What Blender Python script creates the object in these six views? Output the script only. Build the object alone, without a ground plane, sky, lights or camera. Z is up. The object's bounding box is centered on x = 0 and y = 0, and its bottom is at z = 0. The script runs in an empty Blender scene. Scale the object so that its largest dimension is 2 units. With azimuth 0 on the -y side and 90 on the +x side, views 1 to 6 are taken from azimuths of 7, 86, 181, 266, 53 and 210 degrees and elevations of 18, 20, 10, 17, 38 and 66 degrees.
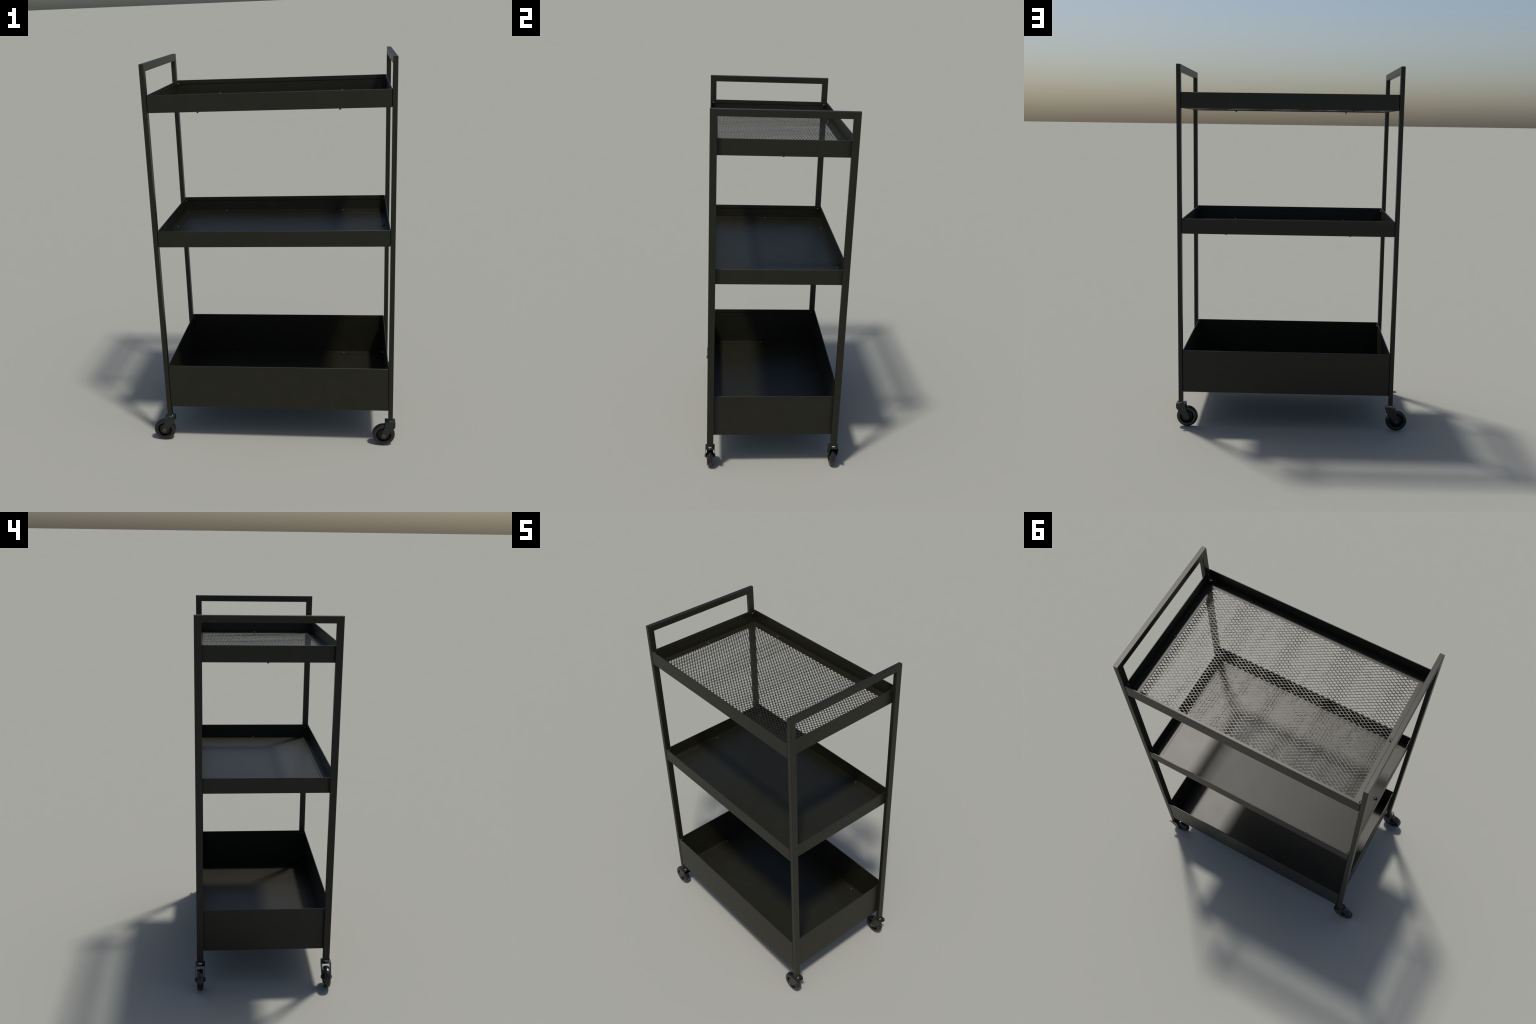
import bpy, bmesh, math
import numpy as np
from mathutils import Vector

# ------------------------------------------------------------------ sizes (m)
X_LEFT, X_RIGHT = -0.5662, 0.6350      # outer faces of the two side frames
POST_X, POST_Y = 0.0229, 0.0354        # tube section
Y_OUT = 0.3608                         # outer face of the posts
Z_TOP, Z_POST = 2.000, 0.1450
XI0, XI1 = X_LEFT + POST_X, X_RIGHT - POST_X     # inner faces = tray ends
XC = 0.5 * (XI0 + XI1)
TRAY_Y = 0.3606
TRAY_GAP = 0.0010
TRAYS = [dict(z0=1.7722, z1=1.8553, mesh=True),
         dict(z0=1.1014, z1=1.1832, mesh=False),
         dict(z0=0.2058, z1=0.4454, mesh=False)]
WALL_T = 0.0024
HEM_T, HEM_H = 0.0018, 0.0215
CORNER_R = 0.0065
PLATE_T = 0.0024
SCREW_DX = 0.3375
SCREW_INSET = 0.0235

coll = bpy.context.scene.collection


# ------------------------------------------------------------------ materials
def new_mat(name):
    m = bpy.data.materials.new(name)
    m.use_nodes = True
    nt = m.node_tree
    b = nt.nodes["Principled BSDF"]
    return m, nt, b


def coat_material(name, base, rough, spec=0.5, grain=900.0, bump=0.03, spread=0.12):
    """powder coat: near-black pigment with a fine grain in tone, gloss and relief"""
    m, nt, b = new_mat(name)
    tc = nt.nodes.new("ShaderNodeTexCoord")
    n1 = nt.nodes.new("ShaderNodeTexNoise")
    n1.inputs["Scale"].default_value = 14.0
    n1.inputs["Detail"].default_value = 4.0
    nt.links.new(tc.outputs["Object"], n1.inputs["Vector"])
    ramp = nt.nodes.new("ShaderNodeValToRGB")
    lo = [c * (1 - spread) for c in base]
    hi = [c * (1 + spread) for c in base]
    ramp.color_ramp.elements[0].position = 0.3
    ramp.color_ramp.elements[1].position = 0.7
    ramp.color_ramp.elements[0].color = (*lo, 1)
    ramp.color_ramp.elements[1].color = (*hi, 1)
    nt.links.new(n1.outputs["Fac"], ramp.inputs["Fac"])
    nt.links.new(ramp.outputs["Color"], b.inputs["Base Color"])
    mr = nt.nodes.new("ShaderNodeMapRange")
    mr.inputs["To Min"].default_value = rough * 0.96
    mr.inputs["To Max"].default_value = rough * 1.04
    nt.links.new(n1.outputs["Fac"], mr.inputs["Value"])
    nt.links.new(mr.outputs["Result"], b.inputs["Roughness"])
    if bump > 0:
        n2 = nt.nodes.new("ShaderNodeTexNoise")
        n2.inputs["Scale"].default_value = grain
        n2.inputs["Detail"].default_value = 2.0
        nt.links.new(tc.outputs["Object"], n2.inputs["Vector"])
        bp = nt.nodes.new("ShaderNodeBump")
        bp.inputs["Strength"].default_value = bump
        bp.inputs["Distance"].default_value = 0.0006
        nt.links.new(n2.outputs["Fac"], bp.inputs["Height"])
        nt.links.new(bp.outputs["Normal"], b.inputs["Normal"])
    b.inputs["Specular IOR Level"].default_value = spec
    return m


MAT_COAT = coat_material("black_powder_coat", (0.0108, 0.0102, 0.0052), 0.42, spec=0.36)
MAT_MESH = coat_material("black_mesh_coat", (0.0108, 0.0102, 0.0056), 0.42, spec=0.36, bump=0.0)
MAT_SCREW = coat_material("black_screw_steel", (0.012, 0.012, 0.0110), 0.42, spec=0.42, bump=0.0)
MAT_FORK = coat_material("dark_green_black_fork", (0.0112, 0.0122, 0.0095), 0.40, bump=0.02)
MAT_TYRE = coat_material("black_rubber_tyre", (0.0078, 0.0074, 0.0064), 0.25, bump=0.0)
MAT_HUB = coat_material("black_plastic_hub", (0.0055, 0.0055, 0.0052), 0.42, spec=0.25, bump=0.0)


def zinc_material():
    m, nt, b = new_mat("bright_zinc_washer")
    tc = nt.nodes.new("ShaderNodeTexCoord")
    n = nt.nodes.new("ShaderNodeTexNoise")
    n.inputs["Scale"].default_value = 120.0
    nt.links.new(tc.outputs["Object"], n.inputs["Vector"])
    r = nt.nodes.new("ShaderNodeValToRGB")
    r.color_ramp.elements[0].color = (0.62, 0.63, 0.62, 1)
    r.color_ramp.elements[1].color = (0.74, 0.75, 0.74, 1)
    nt.links.new(n.outputs["Fac"], r.inputs["Fac"])
    nt.links.new(r.outputs["Color"], b.inputs["Base Color"])
    b.inputs["Metallic"].default_value = 0.55
    b.inputs["Roughness"].default_value = 0.35
    return m


MAT_ZINC = zinc_material()
MAT_AXLE = coat_material("worn_axle_steel", (0.050, 0.047, 0.034), 0.48, spec=0.45, bump=0.0)


# ------------------------------------------------------------------ helpers
def obj_from(name, mesh, mat, parent, loc=(0, 0, 0)):
    o = bpy.data.objects.new(name, mesh)
    coll.objects.link(o)
    if mat and not mesh.materials:
        mesh.materials.append(mat)
    o.parent = parent
    o.location = loc
    return o


def mesh_from(name, verts, faces, smooth_angle=None):
    me = bpy.data.meshes.new(name)
    me.from_pydata([tuple(v) for v in verts], [], faces)
    me.update()
    bm = bmesh.new()
    bm.from_mesh(me)
    bmesh.ops.recalc_face_normals(bm, faces=bm.faces)
    bm.to_mesh(me)
    bm.free()
    if smooth_angle is not None:
        smooth(me, smooth_angle)
    return me


def smooth(me, deg):
    bm = bmesh.new()
    bm.from_mesh(me)
    lim = math.radians(deg)
    for f in bm.faces:
        f.smooth = True
    for e in bm.edges:
        if len(e.link_faces) != 2 or e.calc_face_angle(0.0) > lim:
            e.smooth = False
    bm.to_mesh(me)
    bm.free()


class Builder:
    """collects several solids into one mesh"""
    def __init__(self):
        self.v, self.f = [], []

    def add(self, verts, faces):
        o = len(self.v)
        self.v += [tuple(p) for p in verts]
        self.f += [tuple(i + o for i in q) for q in faces]

    def box(self, x0, x1, y0, y1, z0, z1):
        self.prism([(x0, y0), (x1, y0), (x1, y1), (x0, y1)], z0, z1)

    def prism(self, poly, z0, z1):
        n = len(poly)
        v = [(x, y, z0) for x, y in poly] + [(x, y, z1) for x, y in poly]
        f = [tuple(range(n - 1, -1, -1)), tuple(range(n, 2 * n))]
        f += [(i, (i + 1) % n, n + (i + 1) % n, n + i) for i in range(n)]
        self.add(v, f)

    def ring(self, loops):
        """closed band through loops of equal length; loops wrap around too"""
        n, k = len(loops[0]), len(loops)
        v = [p for l in loops for p in l]
        f = []
        for a in range(k):
            b = (a + 1) % k
            for i in range(n):
                j = (i + 1) % n
                f.append((a * n + i, a * n + j, b * n + j, b * n + i))
        self.add(v, f)

    def mesh(self, name, smooth_angle=None):
        return mesh_from(name, self.v, self.f, smooth_angle)


def lathe(name, profile, seg=48, axis="Y", smooth_angle=35):
    """revolve an (axial, radius) profile; radius 0 ends make poles"""
    v, f, rows = [], [], []
    for a, r in profile:
        if r < 1e-7:
            rows.append([len(v)])
            v.append((0.0, a, 0.0))
        else:
            rows.append(list(range(len(v), len(v) + seg)))
            for s in range(seg):
                t = 2 * math.pi * s / seg
                v.append((r * math.cos(t), a, r * math.sin(t)))
    for A, B in zip(rows, rows[1:]):
        for s in range(seg):
            n = (s + 1) % seg
            if len(A) == 1 and len(B) == 1:
                continue
            if len(A) == 1:
                f.append((A[0], B[s], B[n]))
            elif len(B) == 1:
                f.append((A[s], B[0], A[n]))
            else:
                f.append((A[s], A[n], B[n], B[s]))
    if axis == "Z":
        v = [(x, -z, y) for x, y, z in v]
    elif axis == "X":
        v = [(y, -x, z) for x, y, z in v]
    return mesh_from(name, v, f, smooth_angle)


def rounded_rect(x0, x1, y0, y1, r, seg=8):
    pts = []
    for cx, cy, a0 in ((x1 - r, y1 - r, 0), (x0 + r, y1 - r, 90), (x0 + r, y0 + r, 180), (x1 - r, y0 + r, 270)):
        for i in range(seg + 1):
            a = math.radians(a0 + 90 * i / seg)
            pts.append((cx + r * math.cos(a), cy + r * math.sin(a)))
    return pts


# ------------------------------------------------------------------ root
root = bpy.data.objects.new("kitchen_cart", None)
coll.objects.link(root)
root["label"] = "black metal three tier rolling cart with mesh top"
root["category"] = "kitchen cart"


# ------------------------------------------------------------------ side frames
def tube_section(c=0.0016):
    """chamfered tube section, local u = x, v = across the tube in the frame plane"""
    a, b = POST_X / 2, POST_Y / 2
    return [(a, b - c), (a - c, b), (-a + c, b), (-a, b - c), (-a, -b + c), (-a + c, -b), (a - c, -b), (a, -b + c)]


SEC = tube_section()
NS = len(SEC)


def post_mesh(sign):
    """upright whose top is mitred at 45 degrees towards the handle"""
    v = []
    for u, w in SEC:
        v.append((u, w, Z_POST))
    for u, w in SEC:
        # outer side (w*sign = +b) reaches the top, inner side stops one tube lower
        v.append((u, w, Z_TOP - (POST_Y / 2 - w * sign)))
    f = [tuple(range(NS)), tuple(range(NS, 2 * NS))]
    f += [(i, (i + 1) % NS, NS + (i + 1) % NS, NS + i) for i in range(NS)]
    return mesh_from("post", v, f)


def handle_mesh():
    v = []
    L = Y_OUT - POST_Y / 2
    for s in (-1, 1):
        for u, w in SEC:
            v.append((u, s * (L + w), w))
    f = [tuple(range(NS)), tuple(range(NS, 2 * NS))]
    f += [(i, (i + 1) % NS, NS + (i + 1) % NS, NS + i) for i in range(NS)]
    return mesh_from("handle", v, f)


posts = {1: post_mesh(1), -1: post_mesh(-1)}
for me in posts.values():
    me.materials.append(MAT_COAT)
hm = handle_mesh()
PX = (X_LEFT + POST_X / 2, X_RIGHT - POST_X / 2)
PY = Y_OUT - POST_Y / 2
for px in PX:
    for s in (-1, 1):
        obj_from("post", posts[s], MAT_COAT, root, (px, s * PY, 0))
    obj_from("handle", hm, MAT_COAT, root, (px, 0, Z_TOP - POST_Y / 2))


# ------------------------------------------------------------------ fasteners
def dome_profile(r, h, n=7, base=0.0):
    return [(base + h * math.sin(math.pi / 2 * (1 - i / n)), r * math.sin(math.pi / 2 * i / n) if i else 0.0)
            for i in range(n + 1)]


screw_me = lathe("screw", dome_profile(0.0098, 0.0056) + [(-0.0012, 0.0098), (-0.0012, 0.0)], 24, "Z")
bolt_me = lathe("bolt", dome_profile(0.0094, 0.0072) + [(-0.0010, 0.0094), (-0.0010, 0.0)], 24, "X")
nut_long = lathe("screw_end", [(0.0, 0.0), (0.0, 0.0046), (-0.0062, 0.0046), (-0.0072, 0.0036), (-0.0072, 0.0)], 16, "Z")
nut_short = lathe("screw_end", [(0.0, 0.0), (0.0, 0.0052), (-0.0030, 0.0050), (-0.0055, 0.0034), (-0.0062, 0.0)], 16, "Z")
for me in (screw_me, bolt_me, nut_long, nut_short):
    me.materials.append(MAT_SCREW)
bolt_flip = bolt_me.copy()
for v in bolt_flip.vertices:
    v.co.x = -v.co.x
bolt_flip.flip_normals()


# ------------------------------------------------------------------ trays
def tray_walls(z0, z1):
    x0, x1, y0, y1 = XI0 + TRAY_GAP, XI1 - TRAY_GAP, -TRAY_Y, TRAY_Y

    def loop(inset, z):
        return [(x, y, z) for x, y in rounded_rect(x0 + inset, x1 - inset, y0 + inset, y1 - inset, CORNER_R - inset)]
    e = 0.0008
    tt = WALL_T + HEM_T
    B = Builder()
    B.ring([loop(e, z0), loop(0, z0 + e), loop(0, z1 - e), loop(e, z1), loop(tt - e, z1), loop(tt, z1 - e),
            loop(tt, z1 - HEM_H + 0.0006), loop(tt - 0.0006, z1 - HEM_H), loop(WALL_T, z1 - HEM_H), loop(WALL_T, z0)])
    return B.mesh("tray", 40)


def chamfer_rect(x0, x1, y0, y1, c00, c10, c11, c01):
    p = []
    for (x, y, c, ax, ay) in ((x0, y0, c00, 1, 1), (x1, y0, c10, -1, 1), (x1, y1, c11, -1, -1), (x0, y1, c01, 1, -1)):
        if c == 0:
            p.append((x, y))
        elif (ax, ay) in ((1, 1), (-1, -1)):
            p += [(x, y + ay * c), (x + ax * c, y)]
        else:
            p += [(x + ax * c, y), (x, y + ay * c)]
    return p


INX0, INX1 = XI0 + TRAY_GAP + WALL_T, XI1 - TRAY_GAP - WALL_T
INY = TRAY_Y - WALL_T
NOTCH = 0.0125


def solid_floor(z0, x0, x1, y):
    """sheet floor lying under the flange, a thin shadow gap between them"""
    F = Builder()
    m = 0.012
    F.prism([(x0 - m, -y - m), (x1 + m, -y - m), (x1 + m, y + m), (x0 - m, y + m)], z0 - 0.0010, z0 + 0.0010)
    # the long edges are folded up against the flange, so only the ends show a gap
    for s in (-1, 1):
        F.box(x0 - m, x1 + m, *sorted((s * (y - 0.0012), s * (y + m))), z0 + 0.0004, z0 + 0.0019)
    return F.mesh("floor_panel")


def ring_flange(zt, thick, ix0, ix1, iy):
    c = NOTCH
    zb = zt - thick
    # outer and inner outlines with matching vertex counts
    ox0, ox1, oy = INX0, INX1, INY
    outer = [(ox0 + c, -oy), (ox1 - c, -oy), (ox1, -oy + c), (ox1, oy - c), (ox1 - c, oy), (ox0 + c, oy), (ox0, oy - c), (ox0, -oy + c)]
    q = 0.002
    inner = [(ix0 + q, -iy), (ix1 - q, -iy), (ix1, -iy + q), (ix1, iy - q), (ix1 - q, iy), (ix0 + q, iy), (ix0, iy - q), (ix0, -iy + q)]
    B = Builder()
    B.ring([[(x, y, zb) for x, y in outer], [(x, y, zt) for x, y in outer], [(x, y, zt) for x, y in inner], [(x, y, zb) for x, y in inner]])
    return B.mesh("flange")


# expanded metal: rhombic lattice of tilted strands
NX, NY = 75, 76
MY_SHIFT = 0.0006
MX0, MX1, MY = -0.4948, 0.5645, 0.3129
HX, HY = (MX1 - MX0) / NX, 2 * MY / NY
SEAMS = (-0.4575, -0.2365, -0.1735, 0.1010, 0.1625, 0.4500)
STRAND_W, STRAND_H = 0.0033, 0.0011


def sag(x, y):
    """slight waviness of the sheet"""
    return 0.0004 * np.sin(x * 19.0 + 0.6) * np.cos(y * 8.0) + 0.0002 * np.sin(x * 47.0 + y * 11.0)


def tilt(x, y):
    """how far the strands lean, drifting slowly over the sheet"""
    return 0.14 * np.sin(x * 24.0 + 0.8 * np.sin(y * 7.0 + 0.5)) + 0.05 * np.sin(x * 61.0 - y * 9.0 + 1.0)


def expanded_mesh(zc):
    B = Builder()
    bx0, bx1, by = MX0 - 0.0062, MX1 + 0.0062, MY + 0.0058
    # lattice crossings sit half a hole away from the hole centres
    xs = MX0 + HX * np.arange(-1, NX + 2)
    ys = MY_SHIFT - MY + HY * np.arange(-1, NY + 2)

    wob = np.random.default_rng(11).normal(0, 0.00035, (len(xs), len(ys), 2))

    def P(i, j):
        return wob[i, j] + np.array([min(max(xs[i], bx0 - 0.004), bx1 + 0.004), min(max(ys[j], -by - 0.004), by + 0.004)])
    rng = np.random.default_rng(5)
    for i in range(len(xs) - 1):
        for j in range(len(ys)):
            # crossings are the lattice points that are not hole centres
            if ((i - 1) + (j - 1)) % 2 == 0:
                continue
            for dj in (-1, 1):
                if not 0 <= j + dj < len(ys):
                    continue
                a, b = P(i, j), P(i + 1, j + dj)
                d = b - a
                L = np.hypot(*d)
                if L < 0.003:
                    continue
                d /= L
                m = (a + b) / 2
                t = float(tilt(m[0], m[1])) + rng.normal(0, 0.05)
                w = STRAND_W * (1 + rng.normal(0, 0.10))
                n = np.array([-d[1], d[0]])
                if n[1] < 0:
                    n = -n
                quad = []
                for (s, h) in ((-1, -1), (1, -1), (1, 1), (-1, 1)):
                    u, v = s * w / 2, h * STRAND_H / 2
                    quad.append((u * math.cos(t) - v * math.sin(t), u * math.sin(t) + v * math.cos(t)))
                vs = []
                for p, ext in ((a, -0.0008), (b, 0.0008)):
                    z = zc + float(sag(p[0], p[1]))
                    for (u, v) in quad:
                        q = p + d * ext + n * u
                        vs.append((q[0], q[1], z + v))
                B.add(vs, [(0, 1, 2, 3), (7, 6, 5, 4), (0, 4, 5, 1), (1, 5, 6, 2), (2, 6, 7, 3), (3, 7, 4, 0)])
    # bonds are heavier along a few joining lines
    seam_cols = {int(round((sx - MX0) / HX)) + 1 for sx in SEAMS}
    # bonds: small lozenges where strands meet
    for i in range(len(xs)):
        for j in range(len(ys)):
            if ((i - 1) + (j - 1)) % 2 == 0:
                continue
            p = P(i, j)
            z = zc + float(sag(p[0], p[1]))
            heavy = i in seam_cols
            a, b, h = (0.0074, 0.0031, STRAND_H / 2 + 0.0003) if heavy else (0.0054, 0.0027, STRAND_H / 2 + 0.0002)
            poly = [(a, 0), (a * 0.45, b), (-a * 0.45, b), (-a, 0), (-a * 0.45, -b), (a * 0.45, -b)]
            vs = [(p[0] + x, p[1] + y, z - h) for x, y in poly] + [(p[0] + x, p[1] + y, z + h) for x, y in poly]
            B.add(vs, [(5, 4, 3, 2, 1, 0), (6, 7, 8, 9, 10, 11)] + [(k, (k + 1) % 6, 6 + (k + 1) % 6, 6 + k) for k in range(6)])
    # plain rim of the sheet, following its waviness
    ox0, ox1, oy = bx0 - 0.010, bx1 + 0.010, by + 0.010
    N = 90

    def edge(x0, x1, y0_, y1_, k):
        c = [(x0, -y0_), (x1, -y0_), (x1, y1_), (x0, y1_)]
        pts = []
        for a, b in zip(c, c[1:] + c[:1]):
            for i in range(k):
                t = i / k
                pts.append((a[0] + (b[0] - a[0]) * t, a[1] + (b[1] - a[1]) * t))
        return pts
    outer = edge(ox0, ox1, oy, oy, N)
    inner2 = edge(bx0 - 0.001, bx1 + 0.001, by + 0.001, by + 0.001, N)

    def lift(pts, dz):
        return [(x, y, zc + float(sag(x, y)) + dz) for x, y in pts]
    B.ring([lift(outer, -0.0003), lift(outer, 0.0003), lift(inner2, 0.0003), lift(inner2, -0.0003)])
    return B.mesh("wire_mesh")


for T in TRAYS:
    z0, z1 = T["z0"], T["z1"]
    tray = obj_from("tray", tray_walls(z0, z1), MAT_COAT, root)
    if T["mesh"]:
        obj_from("flange", ring_flange(z0 + 0.0068, PLATE_T, MX0 - 0.0062, MX1 + 0.0062, MY + 0.0058), MAT_COAT, tray)
        w = obj_from("wire_mesh", expanded_mesh(z0 + 0.0054), MAT_MESH, tray)
        w["kind"] = "stuff"
        zs, end = z0 + 0.0068, nut_long
        zend = z0 - 0.0005
    else:
        fx0, fx1, fy = XI0 + 0.0425, XI1 - 0.0425, TRAY_Y - 0.0425
        obj_from("flange", ring_flange(z0 + 0.0034, 0.0014, fx0, fx1, fy), MAT_COAT, tray)
        obj_from("floor_panel", solid_floor(z0, fx0, fx1, fy), MAT_COAT, tray)
        zs, end = z0 + 0.0034, nut_short
        zend = z0 - 0.0002
    spots = [(XC + sx * SCREW_DX, sy * (TRAY_Y - 0.0215)) for sx in (-1, 1) for sy in (-1, 1)]
    spots += [(XI0 + SCREW_INSET, 0.0), (XI1 - SCREW_INSET, 0.0)]
    for (x, y) in spots:
        obj_from("screw", screw_me, MAT_SCREW, tray, (x, y, zs + 0.0008))
        obj_from("screw_end", end, MAT_SCREW, tray, (x, y, zend))
    for sy in (-1, 1):
        obj_from("bolt", bolt_me, MAT_SCREW, tray, (XI0 + TRAY_GAP + WALL_T + HEM_T, sy * PY, z1 - 0.0215))
        obj_from("bolt", bolt_flip, MAT_SCREW, tray, (XI1 - TRAY_GAP - WALL_T - HEM_T, sy * PY, z1 - 0.0215))


# ------------------------------------------------------------------ casters (swivelled so the wheels trail to -x)
WHEEL_R, AXLE_Z, TRAIL = 0.0595, 0.0595, 0.0350
FORK_HALF, FORK_TOP, FORK_T = 0.0255, 0.1372, 0.0026


def fork_mesh():
    B = Builder()
    # cheek outline in (x, z), relative to the swivel axis
    ax, az, r = -TRAIL, AXLE_Z, 0.0145
    arc = []
    for i in range(11):
        a = math.radians(-38 - i * (165.0 / 10))
        arc.append((ax + r * math.cos(a), az + r * math.sin(a)))
    outline = [(-0.0285, FORK_TOP), (0.0248, FORK_TOP), (0.0248, 0.1125), (0.0172, 0.1025)] + arc + [(-0.0285, 0.1130)]
    n = len(outline)
    for s in (-1, 1):
        y0, y1 = s * (FORK_HALF - FORK_T), s * FORK_HALF
        v = [(x, y0, z) for x, z in outline] + [(x, y1, z) for x, z in outline]
        f = [tuple(range(n)), tuple(range(n, 2 * n))] + [(i, (i + 1) % n, n + (i + 1) % n, n + i) for i in range(n)]
        B.add(v, f)
    B.box(-0.0285, 0.0248, -FORK_HALF + FORK_T, FORK_HALF - FORK_T, FORK_TOP - 0.0032, FORK_TOP)
    return B.mesh("fork")


def tyre_mesh():
    w, r, c = 0.0173, WHEEL_R, 0.0128
    prof = [(-0.0085, 0.0368), (-0.0135, 0.0374), (-0.0156, 0.0392)]
    for i in range(19):
        a = math.radians(180 - i * 180 / 18)
        ca, sa = math.cos(a), math.sin(a)
        prof.append((w * math.copysign(abs(ca) ** 0.85, ca), r - c + c * abs(sa) ** 0.9))
    prof += [(0.0156, 0.0392), (0.0135, 0.0374), (0.0085, 0.0368), (-0.0085, 0.0368)]
    return lathe("tyre", prof, 64, "Y", 35)


def hub_mesh():
    # convex disc falling away from the boss towards the tyre bead
    half = [(0.0050, 0.0378), (0.0060, 0.0345), (0.0090, 0.0330), (0.0118, 0.0290), (0.0140, 0.0235), (0.0152, 0.0185),
            (0.0165, 0.0160), (0.0212, 0.0140), (0.0212, 0.0)]
    prof = [(-a, r) for a, r in reversed(half)] + half
    return lathe("wheel_hub", prof, 48, "Y", 35)


def axle_mesh():
    h = FORK_HALF
    half = [(h - 0.001, 0.0092), (h + 0.0030, 0.0092), (h + 0.0044, 0.0080), (h + 0.0044, 0.0044), (h - 0.0030, 0.0040), (h - 0.0030, 0.0)]
    prof = [(-a, r) for a, r in reversed(half)] + half
    return lathe("axle_bolt", prof, 28, "Y", 35)


fork_me, tyre_me, hub_me, axle_me = fork_mesh(), tyre_mesh(), hub_mesh(), axle_mesh()
washer_me = lathe("swivel_washer", [(FORK_TOP - 0.001, 0.0), (FORK_TOP - 0.001, 0.0118), (FORK_TOP + 0.0042, 0.0128),
                                    (FORK_TOP + 0.0066, 0.0118), (Z_POST + 0.0002, 0.0090), (Z_POST + 0.0002, 0.0)], 32, "Z", 40)
for px in PX:
    for s in (-1, 1):
        c = bpy.data.objects.new("caster", None)
        coll.objects.link(c)
        c.parent = root
        c.location = (px, s * PY, 0)
        obj_from("fork", fork_me, MAT_FORK, c)
        obj_from("swivel_washer", washer_me, MAT_ZINC, c)
        obj_from("tyre", tyre_me, MAT_TYRE, c, (-TRAIL, 0, AXLE_Z))
        obj_from("wheel_hub", hub_me, MAT_HUB, c, (-TRAIL, 0, AXLE_Z))
        obj_from("axle_bolt", axle_me, MAT_AXLE, c, (-TRAIL, 0, AXLE_Z))
